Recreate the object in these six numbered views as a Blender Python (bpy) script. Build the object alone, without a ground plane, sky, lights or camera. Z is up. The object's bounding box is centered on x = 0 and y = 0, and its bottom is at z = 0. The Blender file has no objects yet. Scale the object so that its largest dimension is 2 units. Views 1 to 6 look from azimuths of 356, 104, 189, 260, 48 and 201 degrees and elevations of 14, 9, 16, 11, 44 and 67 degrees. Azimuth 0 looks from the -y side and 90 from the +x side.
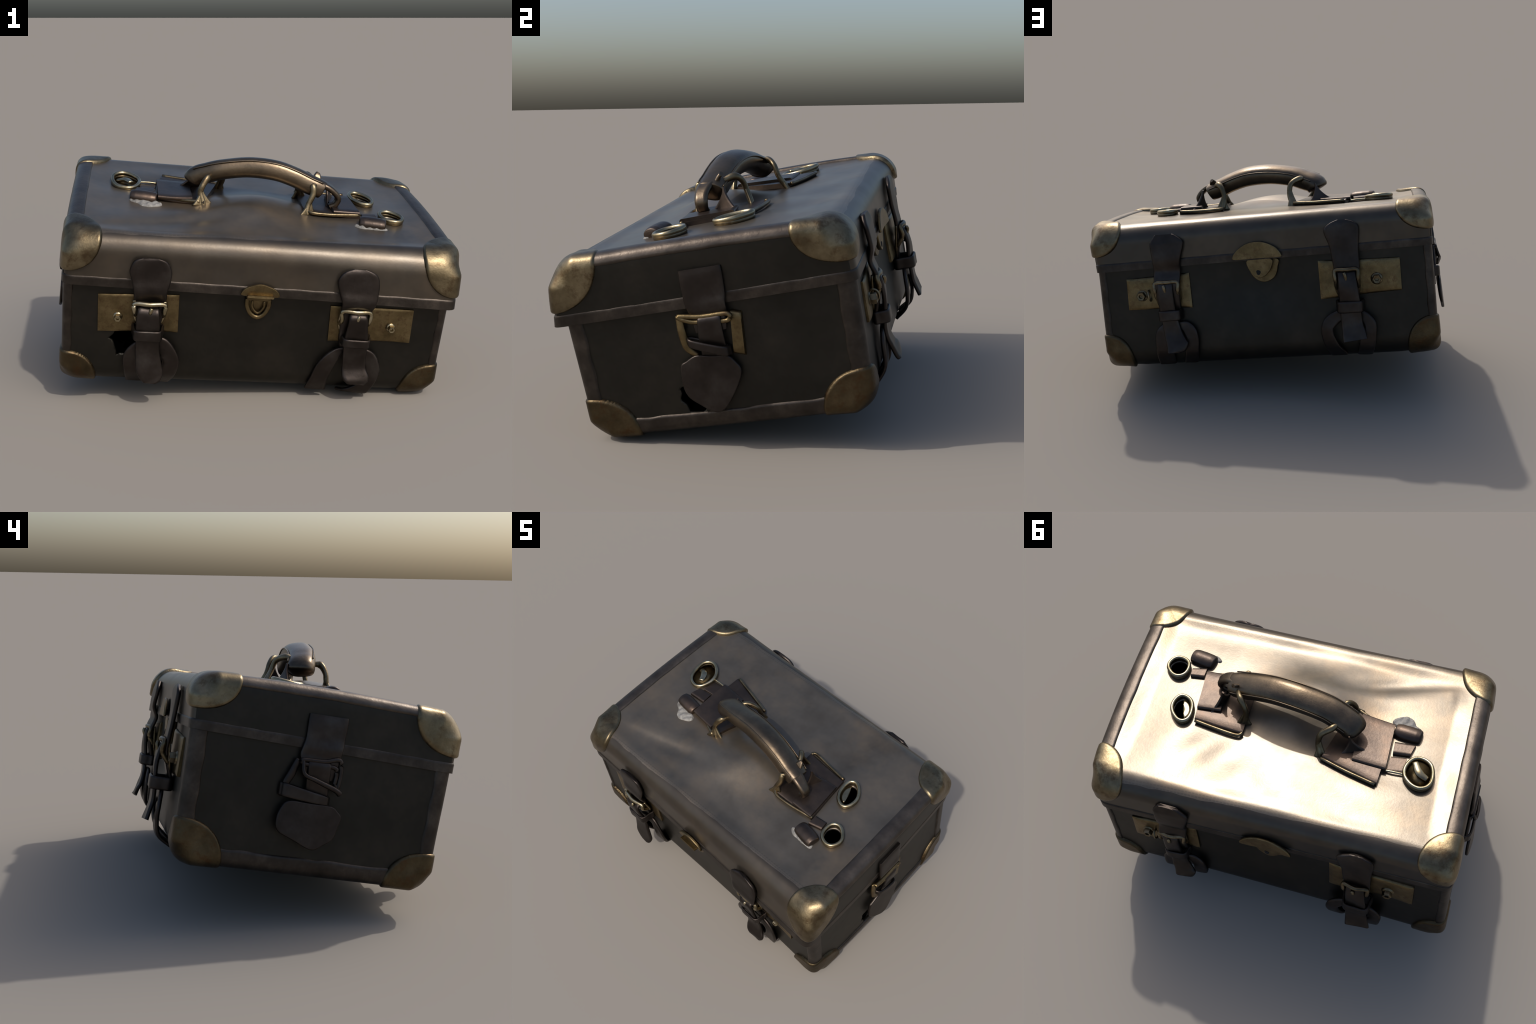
import bpy, math
import numpy as np
from mathutils import Matrix

# ------------------------------------------------------------------ pose
# The case lies tipped on one long bottom edge: its own axes in world space.
POSE = np.array([[0.9961045, -0.03147366, 0.08237258],
                 [0.04417951, 0.98656323, -0.15729324],
                 [-0.07631517, 0.16031968, 0.98411056]])
MIDDLE = np.array([-0.0139, 0.0004, 0.4243])     # centre of the tray in world space
ZB = 0.263                                       # tray centre above its own bottom
base = MIDDLE + POSE @ np.array([0, 0, -ZB])

root = bpy.data.objects.new("suitcase", None)
root.empty_display_size = 0.2
M = Matrix([list(POSE[i]) + [base[i]] for i in range(3)] + [[0, 0, 0, 1]])
root.matrix_world = M
bpy.context.scene.collection.objects.link(root)
root["label"] = "worn dark leather suitcase with brass corners, buckled straps and carrying handle"
root["category"] = "suitcase"

# ------------------------------------------------------------------ materials
def new_mat(name):
    m = bpy.data.materials.new(name)
    m.use_nodes = True
    nt = m.node_tree
    nt.nodes.clear()
    out = nt.nodes.new("ShaderNodeOutputMaterial")
    bsdf = nt.nodes.new("ShaderNodeBsdfPrincipled")
    nt.links.new(bsdf.outputs[0], out.inputs[0])
    tc = nt.nodes.new("ShaderNodeTexCoord")
    return m, nt, bsdf, tc.outputs["Object"]

def noise(nt, co, scale, detail=4, rough=0.55, stretch=None):
    if stretch:
        mp = nt.nodes.new("ShaderNodeMapping")
        mp.inputs["Scale"].default_value = stretch
        nt.links.new(co, mp.inputs["Vector"])
        co = mp.outputs[0]
    n = nt.nodes.new("ShaderNodeTexNoise")
    n.inputs["Scale"].default_value = scale
    n.inputs["Detail"].default_value = detail
    n.inputs["Roughness"].default_value = rough
    nt.links.new(co, n.inputs["Vector"])
    return n.outputs["Fac"]

def ramp(nt, fac, stops):
    r = nt.nodes.new("ShaderNodeValToRGB")
    el = r.color_ramp.elements
    while len(el) < len(stops):
        el.new(0.5)
    for e, (p, c) in zip(el, stops):
        e.position = p
        e.color = (*c, 1) if len(c) == 3 else c
    nt.links.new(fac, r.inputs[0])
    return r.outputs[0]

def mix(nt, fac, a, b, mode="MIX"):
    n = nt.nodes.new("ShaderNodeMix")
    n.data_type = "RGBA"
    n.blend_type = mode
    for s, v in ((n.inputs[0], fac), (n.inputs[6], a), (n.inputs[7], b)):
        if hasattr(v, "links") or hasattr(v, "is_linked"):
            nt.links.new(v, s)
        else:
            s.default_value = v if isinstance(v, float) else (*v, 1)
    return n.outputs[2]

def math_node(nt, op, a, b=None, c=None):
    n = nt.nodes.new("ShaderNodeMath")
    n.operation = op
    for s, v in zip(n.inputs, (a, b, c)):
        if v is None:
            continue
        if hasattr(v, "is_linked"):
            nt.links.new(v, s)
        else:
            s.default_value = v
    return n.outputs[0]

def bump(nt, bsdf, h, strength, dist=0.004):
    b = nt.nodes.new("ShaderNodeBump")
    b.inputs["Strength"].default_value = strength
    b.inputs["Distance"].default_value = dist
    nt.links.new(h, b.inputs["Height"])
    nt.links.new(b.outputs[0], bsdf.inputs["Normal"])

def worn(name, dark, mid, light, scale, metallic, rough, bump_s=0.25, fine=90.0, stitches=None, rust=None, wall_shade=None, tan=None, uneven=0.12):
    m, nt, bsdf, co = new_mat(name)
    big = noise(nt, co, scale, 5, 0.6)
    col = ramp(nt, big, [(0.3, dark), (0.5, mid), (0.72, light)])
    small = noise(nt, co, scale * 9, 4, 0.65)
    col = mix(nt, math_node(nt, "MULTIPLY", small, 0.55), col, dark)
    if rust:
        spots = ramp(nt, noise(nt, co, scale * 2.3, 6, 0.7), [(0.52, (0, 0, 0)), (0.66, (1, 1, 1))])
        col = mix(nt, math_node(nt, "MULTIPLY", spots, 0.75), col, rust)
    h = noise(nt, co, fine, 4, 0.6)
    h = math_node(nt, "ADD", h, math_node(nt, "MULTIPLY", noise(nt, co, scale * 5, 3), 1.2))
    if tan:         # rubbed, lighter brown areas
        t = ramp(nt, noise(nt, co, 2.1, 5, 0.62), [(0.47, (0, 0, 0)), (0.66, (1, 1, 1))])
        col = mix(nt, math_node(nt, "MULTIPLY", t, 0.7), col, tan)
    if wall_shade:      # long edges and walls darkened: the walls' shade is put into the colour
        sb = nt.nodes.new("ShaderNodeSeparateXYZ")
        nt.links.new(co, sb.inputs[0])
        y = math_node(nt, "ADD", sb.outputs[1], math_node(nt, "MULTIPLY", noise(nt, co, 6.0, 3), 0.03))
        m1 = math_node(nt, "LESS_THAN", y, wall_shade[0] + 0.015)
        m2 = math_node(nt, "GREATER_THAN", y, wall_shade[1] + 0.015)
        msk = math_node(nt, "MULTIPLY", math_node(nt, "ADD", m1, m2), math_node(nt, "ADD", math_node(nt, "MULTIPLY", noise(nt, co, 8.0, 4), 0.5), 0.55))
        col = mix(nt, msk, col, wall_shade[2])
    if stitches:
        sx = nt.nodes.new("ShaderNodeSeparateXYZ")
        nt.links.new(co, sx.inputs[0])
        for y0 in stitches:
            d = math_node(nt, "ABSOLUTE", math_node(nt, "SUBTRACT", sx.outputs[1], y0))
            line = math_node(nt, "LESS_THAN", d, 0.0028)
            gap = math_node(nt, "GREATER_THAN", math_node(nt, "FRACT", math_node(nt, "MULTIPLY", sx.outputs[0], 55.0)), 0.3)
            top = math_node(nt, "GREATER_THAN", sx.outputs[2], 0.7)
            mask = math_node(nt, "MULTIPLY", math_node(nt, "MULTIPLY", line, gap), top)
            h = math_node(nt, "SUBTRACT", h, math_node(nt, "MULTIPLY", mask, 0.7))
            col = mix(nt, math_node(nt, "MULTIPLY", mask, 0.5), col, dark)
    nt.links.new(col, bsdf.inputs["Base Color"])
    bsdf.inputs["Metallic"].default_value = metallic
    r = math_node(nt, "ADD", math_node(nt, "MULTIPLY", math_node(nt, "ADD", math_node(nt, "MULTIPLY", big, 0.5), math_node(nt, "MULTIPLY", noise(nt, co, scale * 2.2, 5, 0.6), 0.5)), uneven), rough - uneven / 2)
    nt.links.new(r, bsdf.inputs["Roughness"])
    bump(nt, bsdf, h, bump_s)
    return m

LM = 0.88
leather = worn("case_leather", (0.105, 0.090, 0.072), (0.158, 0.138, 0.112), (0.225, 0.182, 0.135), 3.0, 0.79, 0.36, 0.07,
               stitches=(-0.515, -0.528, 0.515, 0.528), uneven=0.24, tan=(0.235, 0.175, 0.115), wall_shade=(-0.535, 0.535, (0.054, 0.045, 0.036)))
dark_wall_mat = worn("tray_leather", (0.028, 0.0262, 0.0222), (0.035, 0.0324, 0.0276), (0.048, 0.042, 0.0345), 5.0, 0.95, 0.46, 0.12)  # dark base colour shared by the tray and the lid's ends
binding_mat = worn("binding_leather", (0.030, 0.025, 0.021), (0.054, 0.045, 0.038), (0.10, 0.083, 0.069), 9.0, LM, 0.44, 0.10)
top_binding_mat = worn("lid_binding_leather", (0.052, 0.043, 0.036), (0.088, 0.073, 0.061), (0.14, 0.115, 0.093), 9.0, LM, 0.42, 0.12)
strap_mat = worn("strap_leather", (0.030, 0.0245, 0.0215), (0.046, 0.038, 0.034), (0.075, 0.067, 0.061), 7.0, 0.95, 0.42, 0.12)
handle_mat = worn("handle_leather", (0.070, 0.055, 0.042), (0.130, 0.100, 0.068), (0.20, 0.150, 0.098), 6.0, 0.95, 0.35, 0.12)
pad_mat = worn("pad_leather", (0.045, 0.035, 0.030), (0.078, 0.059, 0.047), (0.12, 0.082, 0.060), 8.0, LM, 0.40, 0.12)
brass = worn("aged_brass", (0.09, 0.070, 0.042), (0.19, 0.152, 0.092), (0.31, 0.25, 0.155), 7.0, 1.0, 0.38, 0.18, rust=(0.085, 0.055, 0.03))
darkened_brass = worn("shade_darkened_brass", (0.050, 0.038, 0.022), (0.092, 0.069, 0.039), (0.145, 0.110, 0.063), 9.0, 1.0, 0.42, 0.22, rust=(0.08, 0.044, 0.022))  # lower caps: brass tinted darker and browner, shade near the ground baked in
bright_brass = worn("rubbed_brass", (0.20, 0.165, 0.10), (0.35, 0.295, 0.185), (0.50, 0.44, 0.31), 12.0, 1.0, 0.29, 0.12)
plate_brass = worn("plate_brass", (0.10, 0.074, 0.037), (0.175, 0.13, 0.065), (0.25, 0.19, 0.1), 14.0, 1.0, 0.42, 0.18, rust=(0.10, 0.062, 0.034))
inner_black = worn("blackened_inside", (0.004, 0.004, 0.004), (0.006, 0.006, 0.006), (0.009, 0.008, 0.008), 9.0, 0.0, 0.9, 0.2)  # near-black colour of the inner faces and the keyhole
glue_mat = worn("pale_torn_padding", (0.11, 0.104, 0.092), (0.20, 0.194, 0.178), (0.36, 0.352, 0.328), 25.0, 0.0, 0.6, 0.6)

# ------------------------------------------------------------------ mesh helpers
def make(name, verts, faces, mat, parent=root, sharp=None, mats=None):
    v = np.array(verts, float) + np.array([0, 0, ZB])
    me = bpy.data.meshes.new(name)
    me.from_pydata(v.tolist(), [], [list(map(int, f)) for f in faces])
    me.validate()
    for mm in (mats or [mat]):
        me.materials.append(mm)
    me.shade_smooth()
    if sharp:
        me.set_sharp_from_angle(angle=math.radians(sharp))
    ob = bpy.data.objects.new(name, me)
    bpy.context.scene.collection.objects.link(ob)
    ob.parent = parent
    return ob

def catmull(P, n, closed=False):
    P = np.array(P, float)
    if len(P) < 3:
        t = np.linspace(0, 1, n + 1)[:, None]
        return P[0] * (1 - t) + P[1] * t
    if closed:
        Q = np.vstack([P[-1:], P, P[:2]])
    else:
        Q = np.vstack([2 * P[:1] - P[1:2], P, 2 * P[-1:] - P[-2:-1]])
    out = []
    for i in range(len(Q) - 3):
        p0, p1, p2, p3 = Q[i:i + 4]
        for k in range(n):
            t = k / n
            out.append(0.5 * (2 * p1 + (p2 - p0) * t + (2 * p0 - 5 * p1 + 4 * p2 - p3) * t * t + (3 * p1 - p0 - 3 * p2 + p3) * t ** 3))
    if not closed:
        out.append(Q[-2])
    return np.array(out)

def unit(v):
    return v / np.maximum(np.linalg.norm(v, axis=-1, keepdims=True), 1e-9)

def loft(rings, closed=False, caps=True):
    """Quads between equal rings of points; ends closed by a slightly domed fan."""
    rings = [np.array(r) for r in rings]
    n, k = len(rings), len(rings[0])
    V = list(np.concatenate(rings))
    F = []
    for i in range(n if closed else n - 1):
        a, b = i * k, ((i + 1) % n) * k
        for j in range(k):
            F.append((a + j, a + (j + 1) % k, b + (j + 1) % k, b + j))
    if caps and not closed:
        for i, flip in ((0, True), (n - 1, False)):
            V.append(rings[i].mean(0))
            c = len(V) - 1
            for j in range(k):
                f = (i * k + j, i * k + (j + 1) % k, c)
                F.append(f[::-1] if flip else f)
    return np.array(V), F

def tube(path, r, closed=False, sides=12, flat=None, up=(0, 0, 1), steps=8):
    """A bar swept along a path; flat=(across, along up) makes an oval or square bar."""
    P = catmull(path, steps, closed)
    T = unit(np.gradient(P, axis=0)) if not closed else unit(np.roll(P, -1, 0) - np.roll(P, 1, 0))
    up = np.array(up, float)
    S = unit(np.cross(T, up))
    U = unit(np.cross(S, T))
    th = np.linspace(0, 2 * np.pi, sides, endpoint=False)
    rr = np.broadcast_to(np.array(r, float), (len(P),)) if np.ndim(r) == 0 else np.interp(np.linspace(0, 1, len(P)), np.linspace(0, 1, len(r)), r)
    fa, fu = flat or (1, 1)
    rings = [p + rad * (fa * np.cos(th)[:, None] * s + fu * np.sin(th)[:, None] * u) for p, s, u, rad in zip(P, S, U, rr)]
    return loft(rings, closed)

def ribbon(stations, t, steps=6, closed=False, wob=0.0, seed=1):
    """A leather band: stations are (left edge point, right edge point); t its thickness.
    The band is bent through the stations and has rounded edges."""
    L = catmull([s[0] for s in stations], steps, closed)
    Rr = catmull([s[1] for s in stations], steps, closed)
    C = (L + Rr) / 2
    T = unit(np.gradient(C, axis=0)) if not closed else unit(np.roll(C, -1, 0) - np.roll(C, 1, 0))
    W = unit(Rr - L)
    N = unit(np.cross(W, T))
    rng = np.random.default_rng(seed)
    ph = rng.uniform(0, 6, 4)
    rings = []
    h = t / 2
    arc = np.linspace(-np.pi / 2, np.pi / 2, 5)
    for i, (l, r, w, n) in enumerate(zip(L, Rr, W, N)):
        width = np.linalg.norm(r - l)
        e = min(h, width * 0.3)
        flat = np.linspace(0, 1, 9)
        pts = []
        a, b = l + w * e, r - w * e
        sag = lambda q: wob * math.sin(3 * q + i * 0.25 + ph[0]) * math.sin(i * 0.11 + ph[1])
        for q in flat:
            pts.append(a + (b - a) * q - n * (h + 0.0) + n * sag(q))
        for x in arc[1:-1]:
            pts.append(b + w * e * math.cos(x) + n * h * math.sin(x) + n * sag(1))
        for q in flat[::-1]:
            pts.append(a + (b - a) * q + n * h + n * sag(q))
        for x in arc[::-1][1:-1]:
            pts.append(a - w * e * math.cos(x) + n * h * math.sin(x) + n * sag(0))
        rings.append(pts)
    return loft(rings, closed)

def join(*parts):
    V, F, o = [], [], 0
    for v, f in parts:
        V.append(np.array(v))
        F += [tuple(i + o for i in q) for q in f]
        o += len(v)
    return np.concatenate(V), F

# ------------------------------------------------------------------ the two boxes
HX, HY = 0.92, 0.59
TRAY_H, LID_H = 0.56, 0.25
# corner posts of the slightly racked boxes: (x, y, z) for front-left, front-right, back-right, back-left
TRAY_LOW = np.array([(-.908, -.544, -.274), (.918, -.616, -.248), (.880, .548, -.268), (-.915, .603, -.270)])
TRAY_TOP = np.array([(-.906, -.563, .300), (.925, -.625, .285), (.882, .559, .295), (-.910, .604, .320)])
LID_LOW = np.array([(-.916, -.577, .250), (.948, -.680, .246), (.893, .572, .256), (-.920, .612, .284)])
LID_TOP = np.array([(-.908, -.589, .505), (.950, -.636, .512), (.912, .568, .502), (-.916, .626, .517)])

def wall_bow(on, a, z, back):
    """How far a long wall is dished inward at position a along it, height z."""
    arch = np.clip(1 - (a / 0.92) ** 2, 0, 1)
    if not back:
        return (0.018 if on == "tray" else 0.010) * arch
    if on == "lid":
        return 0.007 * arch
    k = np.clip((z + 0.16) / 0.34, 0, 1)
    return 0.010 * arch + 0.036 * np.exp(-((a - 0.06) / 0.33) ** 2) * k * k * (3 - 2 * k)

def end_bow(y):
    """The right end is pushed outward in the middle."""
    return 0.013 * np.clip(1 - (y / 0.58) ** 2, 0, 1)

def bilinear(c, u, v):
    a, b = (1 + u) / 2, (1 + v) / 2
    a, b = a[..., None], b[..., None]
    return c[0] * (1 - a) * (1 - b) + c[1] * a * (1 - b) + c[2] * a * b + c[3] * (1 - a) * b

def rack(p, low, top, height):
    """Nominal box coordinates (x, y, height above its base) to the racked box."""
    u, v, w = p[:, 0] / HX, p[:, 1] / HY, (p[:, 2] / height)[:, None]
    return bilinear(low, u, v) * (1 - w) + bilinear(top, u, v) * w

WAVES = np.random.default_rng(7).normal(size=(14, 3)) * np.array([4.5, 5, 6])
PHASE = np.random.default_rng(8).uniform(0, 6.28, 14)
def wobble(p):
    return np.sin(p @ WAVES.T + PHASE).sum(1) / 14

def rounded(p, kind, power=5.0):
    """Round a nominal box: full radius along the long edges, tight at the ends."""
    q = p.copy()
    r = 0.082 if kind == "tray" else 0.102
    a = np.maximum(0, np.abs(p[:, 0]) - (HX - r)) / r
    b = np.maximum(0, np.abs(p[:, 1]) - (HY - r)) / r
    if kind == "tray":
        c = np.maximum(0, r - p[:, 2]) / r
    else:
        c = np.maximum(0, p[:, 2] - (LID_H - r)) / r
    ring = np.sqrt(b * b + c * c)
    hard = (ring ** power + a ** power) ** (1 / power)
    soft = (ring ** 2.3 + a ** 2.3) ** (1 / 2.3)
    w = 2 * b * c / (b * b + c * c + 1e-6)                           # softer where three faces meet
    n = hard * (1 - w) + soft * w
    k = np.where(n > 1, 1 / np.maximum(n, 1e-9), 1)
    q[:, 0] = np.where(a > 0, np.sign(p[:, 0]) * (HX - r + a * k * r), p[:, 0])
    q[:, 1] = np.where(b > 0, np.sign(p[:, 1]) * (HY - r + b * k * r), p[:, 1])
    if kind == "tray":
        q[:, 2] = np.where(c > 0, r - c * k * r, p[:, 2])
    else:
        q[:, 2] = np.where(c > 0, LID_H - r + c * k * r, p[:, 2])
    return q

def top_relief(x, y):
    """Sagging and bulging of the lid's leather."""
    def gauss(cx, cy, sx, sy, ang=0):
        c, s = math.cos(ang), math.sin(ang)
        dx, dy = x - cx, y - cy
        return np.exp(-((c * dx + s * dy) / sx) ** 2 - ((-s * dx + c * dy) / sy) ** 2)
    h = -0.004 + 0.058 * gauss(0.01, -0.10, 0.235, 0.14) + 0.008 * gauss(0.05, -0.26, 0.2, 0.1) + 0.024 * gauss(-0.10, -0.24, 0.17, 0.09)
    # crease from the front-left corner towards the middle: a step down, then a trough
    ang = math.atan2(0.16, 0.62)
    along = (x + 0.79) * math.cos(ang) + (y + 0.40) * math.sin(ang)
    across = -(x + 0.79) * math.sin(ang) + (y + 0.40) * math.cos(ang)
    env = np.exp(-((along - 0.46) / 0.23) ** 2)
    ridge = np.clip(along / 0.08, 0, 1) * np.clip((0.62 - along) / 0.4, 0, 1)
    h -= 0.015 * env * np.exp(-((across + 0.045) / 0.055) ** 2)
    h += 0.005 * ridge * np.where(across > 0, np.exp(-(across / 0.10) ** 2), np.exp(-(across / 0.030) ** 2))
    h += 0.006 * np.sin(16 * (x - 0.6 * y)) * gauss(0.38, 0.28, 0.26, 0.15)      # soft folds
    h += 0.003 * np.sin(21 * (y + 0.35 * x) + 2 * np.sin(5 * x)) * gauss(-0.45, 0.1, 0.4, 0.5)
    h += 0.004 * np.sin(7.5 * x + 4.0 * y + 1.0) * np.sin(6 * y - 3.1 * x)
    h -= 0.008 * gauss(-0.35, -0.45, 0.3, 0.10) + 0.012 * gauss(0.30, -0.48, 0.5, 0.12)
    return h

def grid(a0, a1, b0, b1, res):
    na, nb = max(2, round((a1 - a0) / res)), max(2, round((b1 - b0) / res))
    A, B = np.meshgrid(np.linspace(a0, a1, na + 1), np.linspace(b0, b1, nb + 1), indexing="ij")
    i = np.arange((na + 1) * (nb + 1)).reshape(na + 1, nb + 1)
    F = np.stack([i[:-1, :-1], i[1:, :-1], i[1:, 1:], i[:-1, 1:]], -1).reshape(-1, 4)
    return A.ravel(), B.ravel(), F

def box_shell(kind, res):
    """Open five-sided box in nominal coordinates, its vertices merged, faces outward."""
    H = TRAY_H if kind == "tray" else LID_H
    V, F, o = [], [], 0
    def add(v, f, flip):
        nonlocal o
        V.append(v)
        F.append((f[:, ::-1] if flip else f) + o)
        o += len(v)
    for s in (-1, 1):
        a, b, f = grid(-HX, HX, 0, H, res)
        add(np.stack([a, np.full_like(a, s * HY), b], 1), f, s > 0)
        a, b, f = grid(-HY, HY, 0, H, res)
        add(np.stack([np.full_like(a, s * HX), a, b], 1), f, s < 0)
    a, b, f = grid(-HX, HX, -HY, HY, res)
    add(np.stack([a, b, np.full_like(a, 0 if kind == "tray" else H)], 1), f, kind == "tray")
    V, F = np.concatenate(V), np.concatenate(F)
    key = np.round(V * 1e5).astype(np.int64)
    _, first, inv = np.unique(key, axis=0, return_index=True, return_inverse=True)
    inv = inv.ravel()
    return V[first], inv[F]

def place(p, kind):
    """Nominal shell vertices to the finished surface."""
    q = rounded(p, kind)
    if kind == "tray":
        w = rack(q, TRAY_LOW, TRAY_TOP, TRAY_H)
        w[:, 2] -= 0.015 * np.clip(1 - q[:, 2] / 0.06, 0, 1) * np.clip((HX - np.abs(q[:, 0])) / 0.2, 0, 1)
    else:
        w = rack(q, LID_LOW, LID_TOP, LID_H)
        inner = np.clip((np.minimum(HX - np.abs(p[:, 0]), HY - np.abs(p[:, 1])) - 0.04) / 0.12, 0, 1)
        inner = inner * inner * (3 - 2 * inner) * (p[:, 2] > LID_H - 1e-6)
        w[:, 2] += inner * top_relief(w[:, 0], w[:, 1])
        # the ends stand a little proud between the corners
        v2 = np.clip(1 - (q[:, 1] / 0.50) ** 2, 0, 1)
        w[:, 2] += np.where(q[:, 0] < 0, 0.016, 0.009) * v2 * np.clip((np.abs(q[:, 0]) - 0.76) / 0.12, 0, 1) * np.clip(q[:, 2] / LID_H, 0, 1) ** 2
    w[:, 0] += np.clip(q[:, 0] / HX, 0, 1) ** 8 * end_bow(w[:, 1])
    side = np.clip(np.abs(q[:, 1]) / HY, 0, 1) ** 6
    w[:, 1] += side * np.where(q[:, 1] < 0, wall_bow(kind, w[:, 0], w[:, 2], False), -wall_bow(kind, w[:, 0], w[:, 2], True))
    return w + 0.006 * wobble(w)[:, None] * np.array([0.5, 1, 0.5])

def vertex_normals(V, F):
    N = np.zeros_like(V)
    fn = np.cross(V[F[:, 2]] - V[F[:, 0]], V[F[:, 3]] - V[F[:, 1]])
    for k in range(4):
        np.add.at(N, F[:, k], fn)
    return unit(N)

FINE = {}
for kind in ("tray", "lid"):
    p, f = box_shell(kind, 0.0062)
    w = place(p, kind)
    FINE[kind] = (p, f, w, vertex_normals(w, f))

def clip_quads(f, F):
    """Cut a quad mesh where the vertex field f is positive; returns (weights list, faces)."""
    tris = np.concatenate([F[:, [0, 1, 2]], F[:, [0, 2, 3]]])
    s = f[tris] > 0
    full = tris[s.all(1)]
    part = tris[s.any(1) & ~s.all(1)]
    cut, new, faces = {}, [], [tuple(t) for t in full]
    n = len(f)
    def edge(a, b):
        k = (min(a, b), max(a, b))
        if k not in cut:
            t = f[k[0]] / (f[k[0]] - f[k[1]])
            cut[k] = n + len(new)
            new.append((k[0], k[1], t))
        return cut[k]
    for t in part:
        poly = []
        for i in range(3):
            a, b = int(t[i]), int(t[(i + 1) % 3])
            if f[a] > 0:
                poly.append(a)
            if (f[a] > 0) != (f[b] > 0):
                poly.append(edge(a, b))
        faces.append(tuple(poly))
    return new, faces

def interp(A, new):
    if not new:
        return A
    i = np.array([q[0] for q in new]); j = np.array([q[1] for q in new]); t = np.array([q[2] for q in new])
    t = t.reshape((-1,) + (1,) * (A.ndim - 1))
    return np.concatenate([A, A[i] * (1 - t) + A[j] * t])

def compact(V, faces):
    used = sorted({i for f in faces for i in f})
    m = {o: n for n, o in enumerate(used)}
    return V[used], [tuple(m[i] for i in f) for f in faces]

def patch(name, kind, field, thick, edge, mat, parent=root, relief=None):
    """A plate moulded onto the box: covers the surface where field > 0, with a rolled rim."""
    p, F, w, N = FINE[kind]
    f = field(p, w)
    keep = (f[F] > -0.02).any(1)
    new, faces = clip_quads(f, F[keep])
    f, w2, n2 = interp(f, new), interp(w, new), unit(interp(N, new))
    x = np.clip(f / edge, 0, 1)
    h = thick * np.sqrt(1 - (1 - x) ** 2) - 0.0015
    if relief is not None:
        h = h + relief(w2) * x
    V, faces = compact(w2 + n2 * h[:, None], faces)
    return make(name, V, faces, mat, parent)

def poly_field(pts):
    """Signed distance (positive inside) to a polygon."""
    P = np.array(pts, float)
    def fn(x, y):
        d = np.full(x.shape, 1e9)
        inside = np.zeros(x.shape, bool)
        for (x0, y0), (x1, y1) in zip(P, np.roll(P, -1, 0)):
            ex, ey = x1 - x0, y1 - y0
            t = np.clip(((x - x0) * ex + (y - y0) * ey) / (ex * ex + ey * ey), 0, 1)
            d = np.minimum(d, np.hypot(x - x0 - t * ex, y - y0 - t * ey))
            hit = ((y0 > y) != (y1 > y)) & (x < (x1 - x0) * (y - y0) / (y1 - y0 + 1e-12) + x0)
            inside ^= hit
        return np.where(inside, d, -d)
    return fn

# tears and worn-through spots of the leather
front_tear = poly_field([(-.690, -.035), (-.668, -.052), (-.650, -.118), (-.652, -.136), (-.636, -.120), (-.590, -.120), (-.545, -.06), (-.555, .03), (-.66, .015), (-.665, -.01)])
right_tear = poly_field([(-.210, -.073), (-.206, -.1), (-.217, -.125), (-.195, -.15), (-.188, -.183), (-.130, -.192), (-.11, -.165), (-.13, -.09), (-.16, -.07)])
left_tear = poly_field([(-.03, .362), (-.066, .356), (-.078, .345), (-.084, .33), (-.097, .326), (-.088, .3), (-.03, .3)])
RINGS = [(-.652, .148, .102, .079, 100), (.586, .062, .090, .062, 110), (.694, -.190, .073, .064, 120)]  # x, y, half length, half width, heading

def shell(kind, name, mat):
    p, F = box_shell(kind, 0.0105)
    w = place(p, kind)
    if kind == "tray":
        f = np.where(p[:, 1] <= -HY + 1e-6, -front_tear(w[:, 0], w[:, 2]), 1.0)
        f = np.minimum(f, np.where(p[:, 0] >= HX - 1e-6, -right_tear(w[:, 1], w[:, 2]), 1.0))
    else:
        f = np.where(p[:, 0] <= -HX + 1e-6, -left_tear(w[:, 1], w[:, 2]), 1.0)
        for (x, y, a, b, ang), k in zip(RINGS[1:], (0.75, 0.72)):
            c, s = math.cos(math.radians(ang)), math.sin(math.radians(ang))
            dx, dy = w[:, 0] - x, w[:, 1] - y
            e = (np.sqrt(((c * dx + s * dy) / (a * k)) ** 2 + ((-s * dx + c * dy) / (b * k)) ** 2) - 1) * b
            f = np.minimum(f, np.where(p[:, 2] >= LID_H - 1e-6, e, 1.0))
    new, faces = clip_quads(f, F)
    V, faces = compact(interp(w, new), faces)
    ob = make(name, V, faces, mat, mats=[mat, inner_black])
    s = ob.modifiers.new("thickness", "SOLIDIFY")
    s.thickness = 0.014
    s.offset = -1
    s.material_offset = 1
    s.material_offset_rim = 0
    return ob

tray = shell("tray", "tray", dark_wall_mat)
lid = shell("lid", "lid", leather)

# ------------------------------------------------------------------ bindings on the edges
def dists(p, kind):
    dz = p[:, 2] if kind == "tray" else LID_H - p[:, 2]
    return HX - np.abs(p[:, 0]), HY - np.abs(p[:, 1]), dz

def ragged(w, amp=0.004, k=40):
    return amp * np.sin(k * w[:, 0] + 1.3 * np.sin(17 * w[:, 1]) + k * 0.8 * w[:, 1] + k * 1.1 * w[:, 2])

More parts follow.
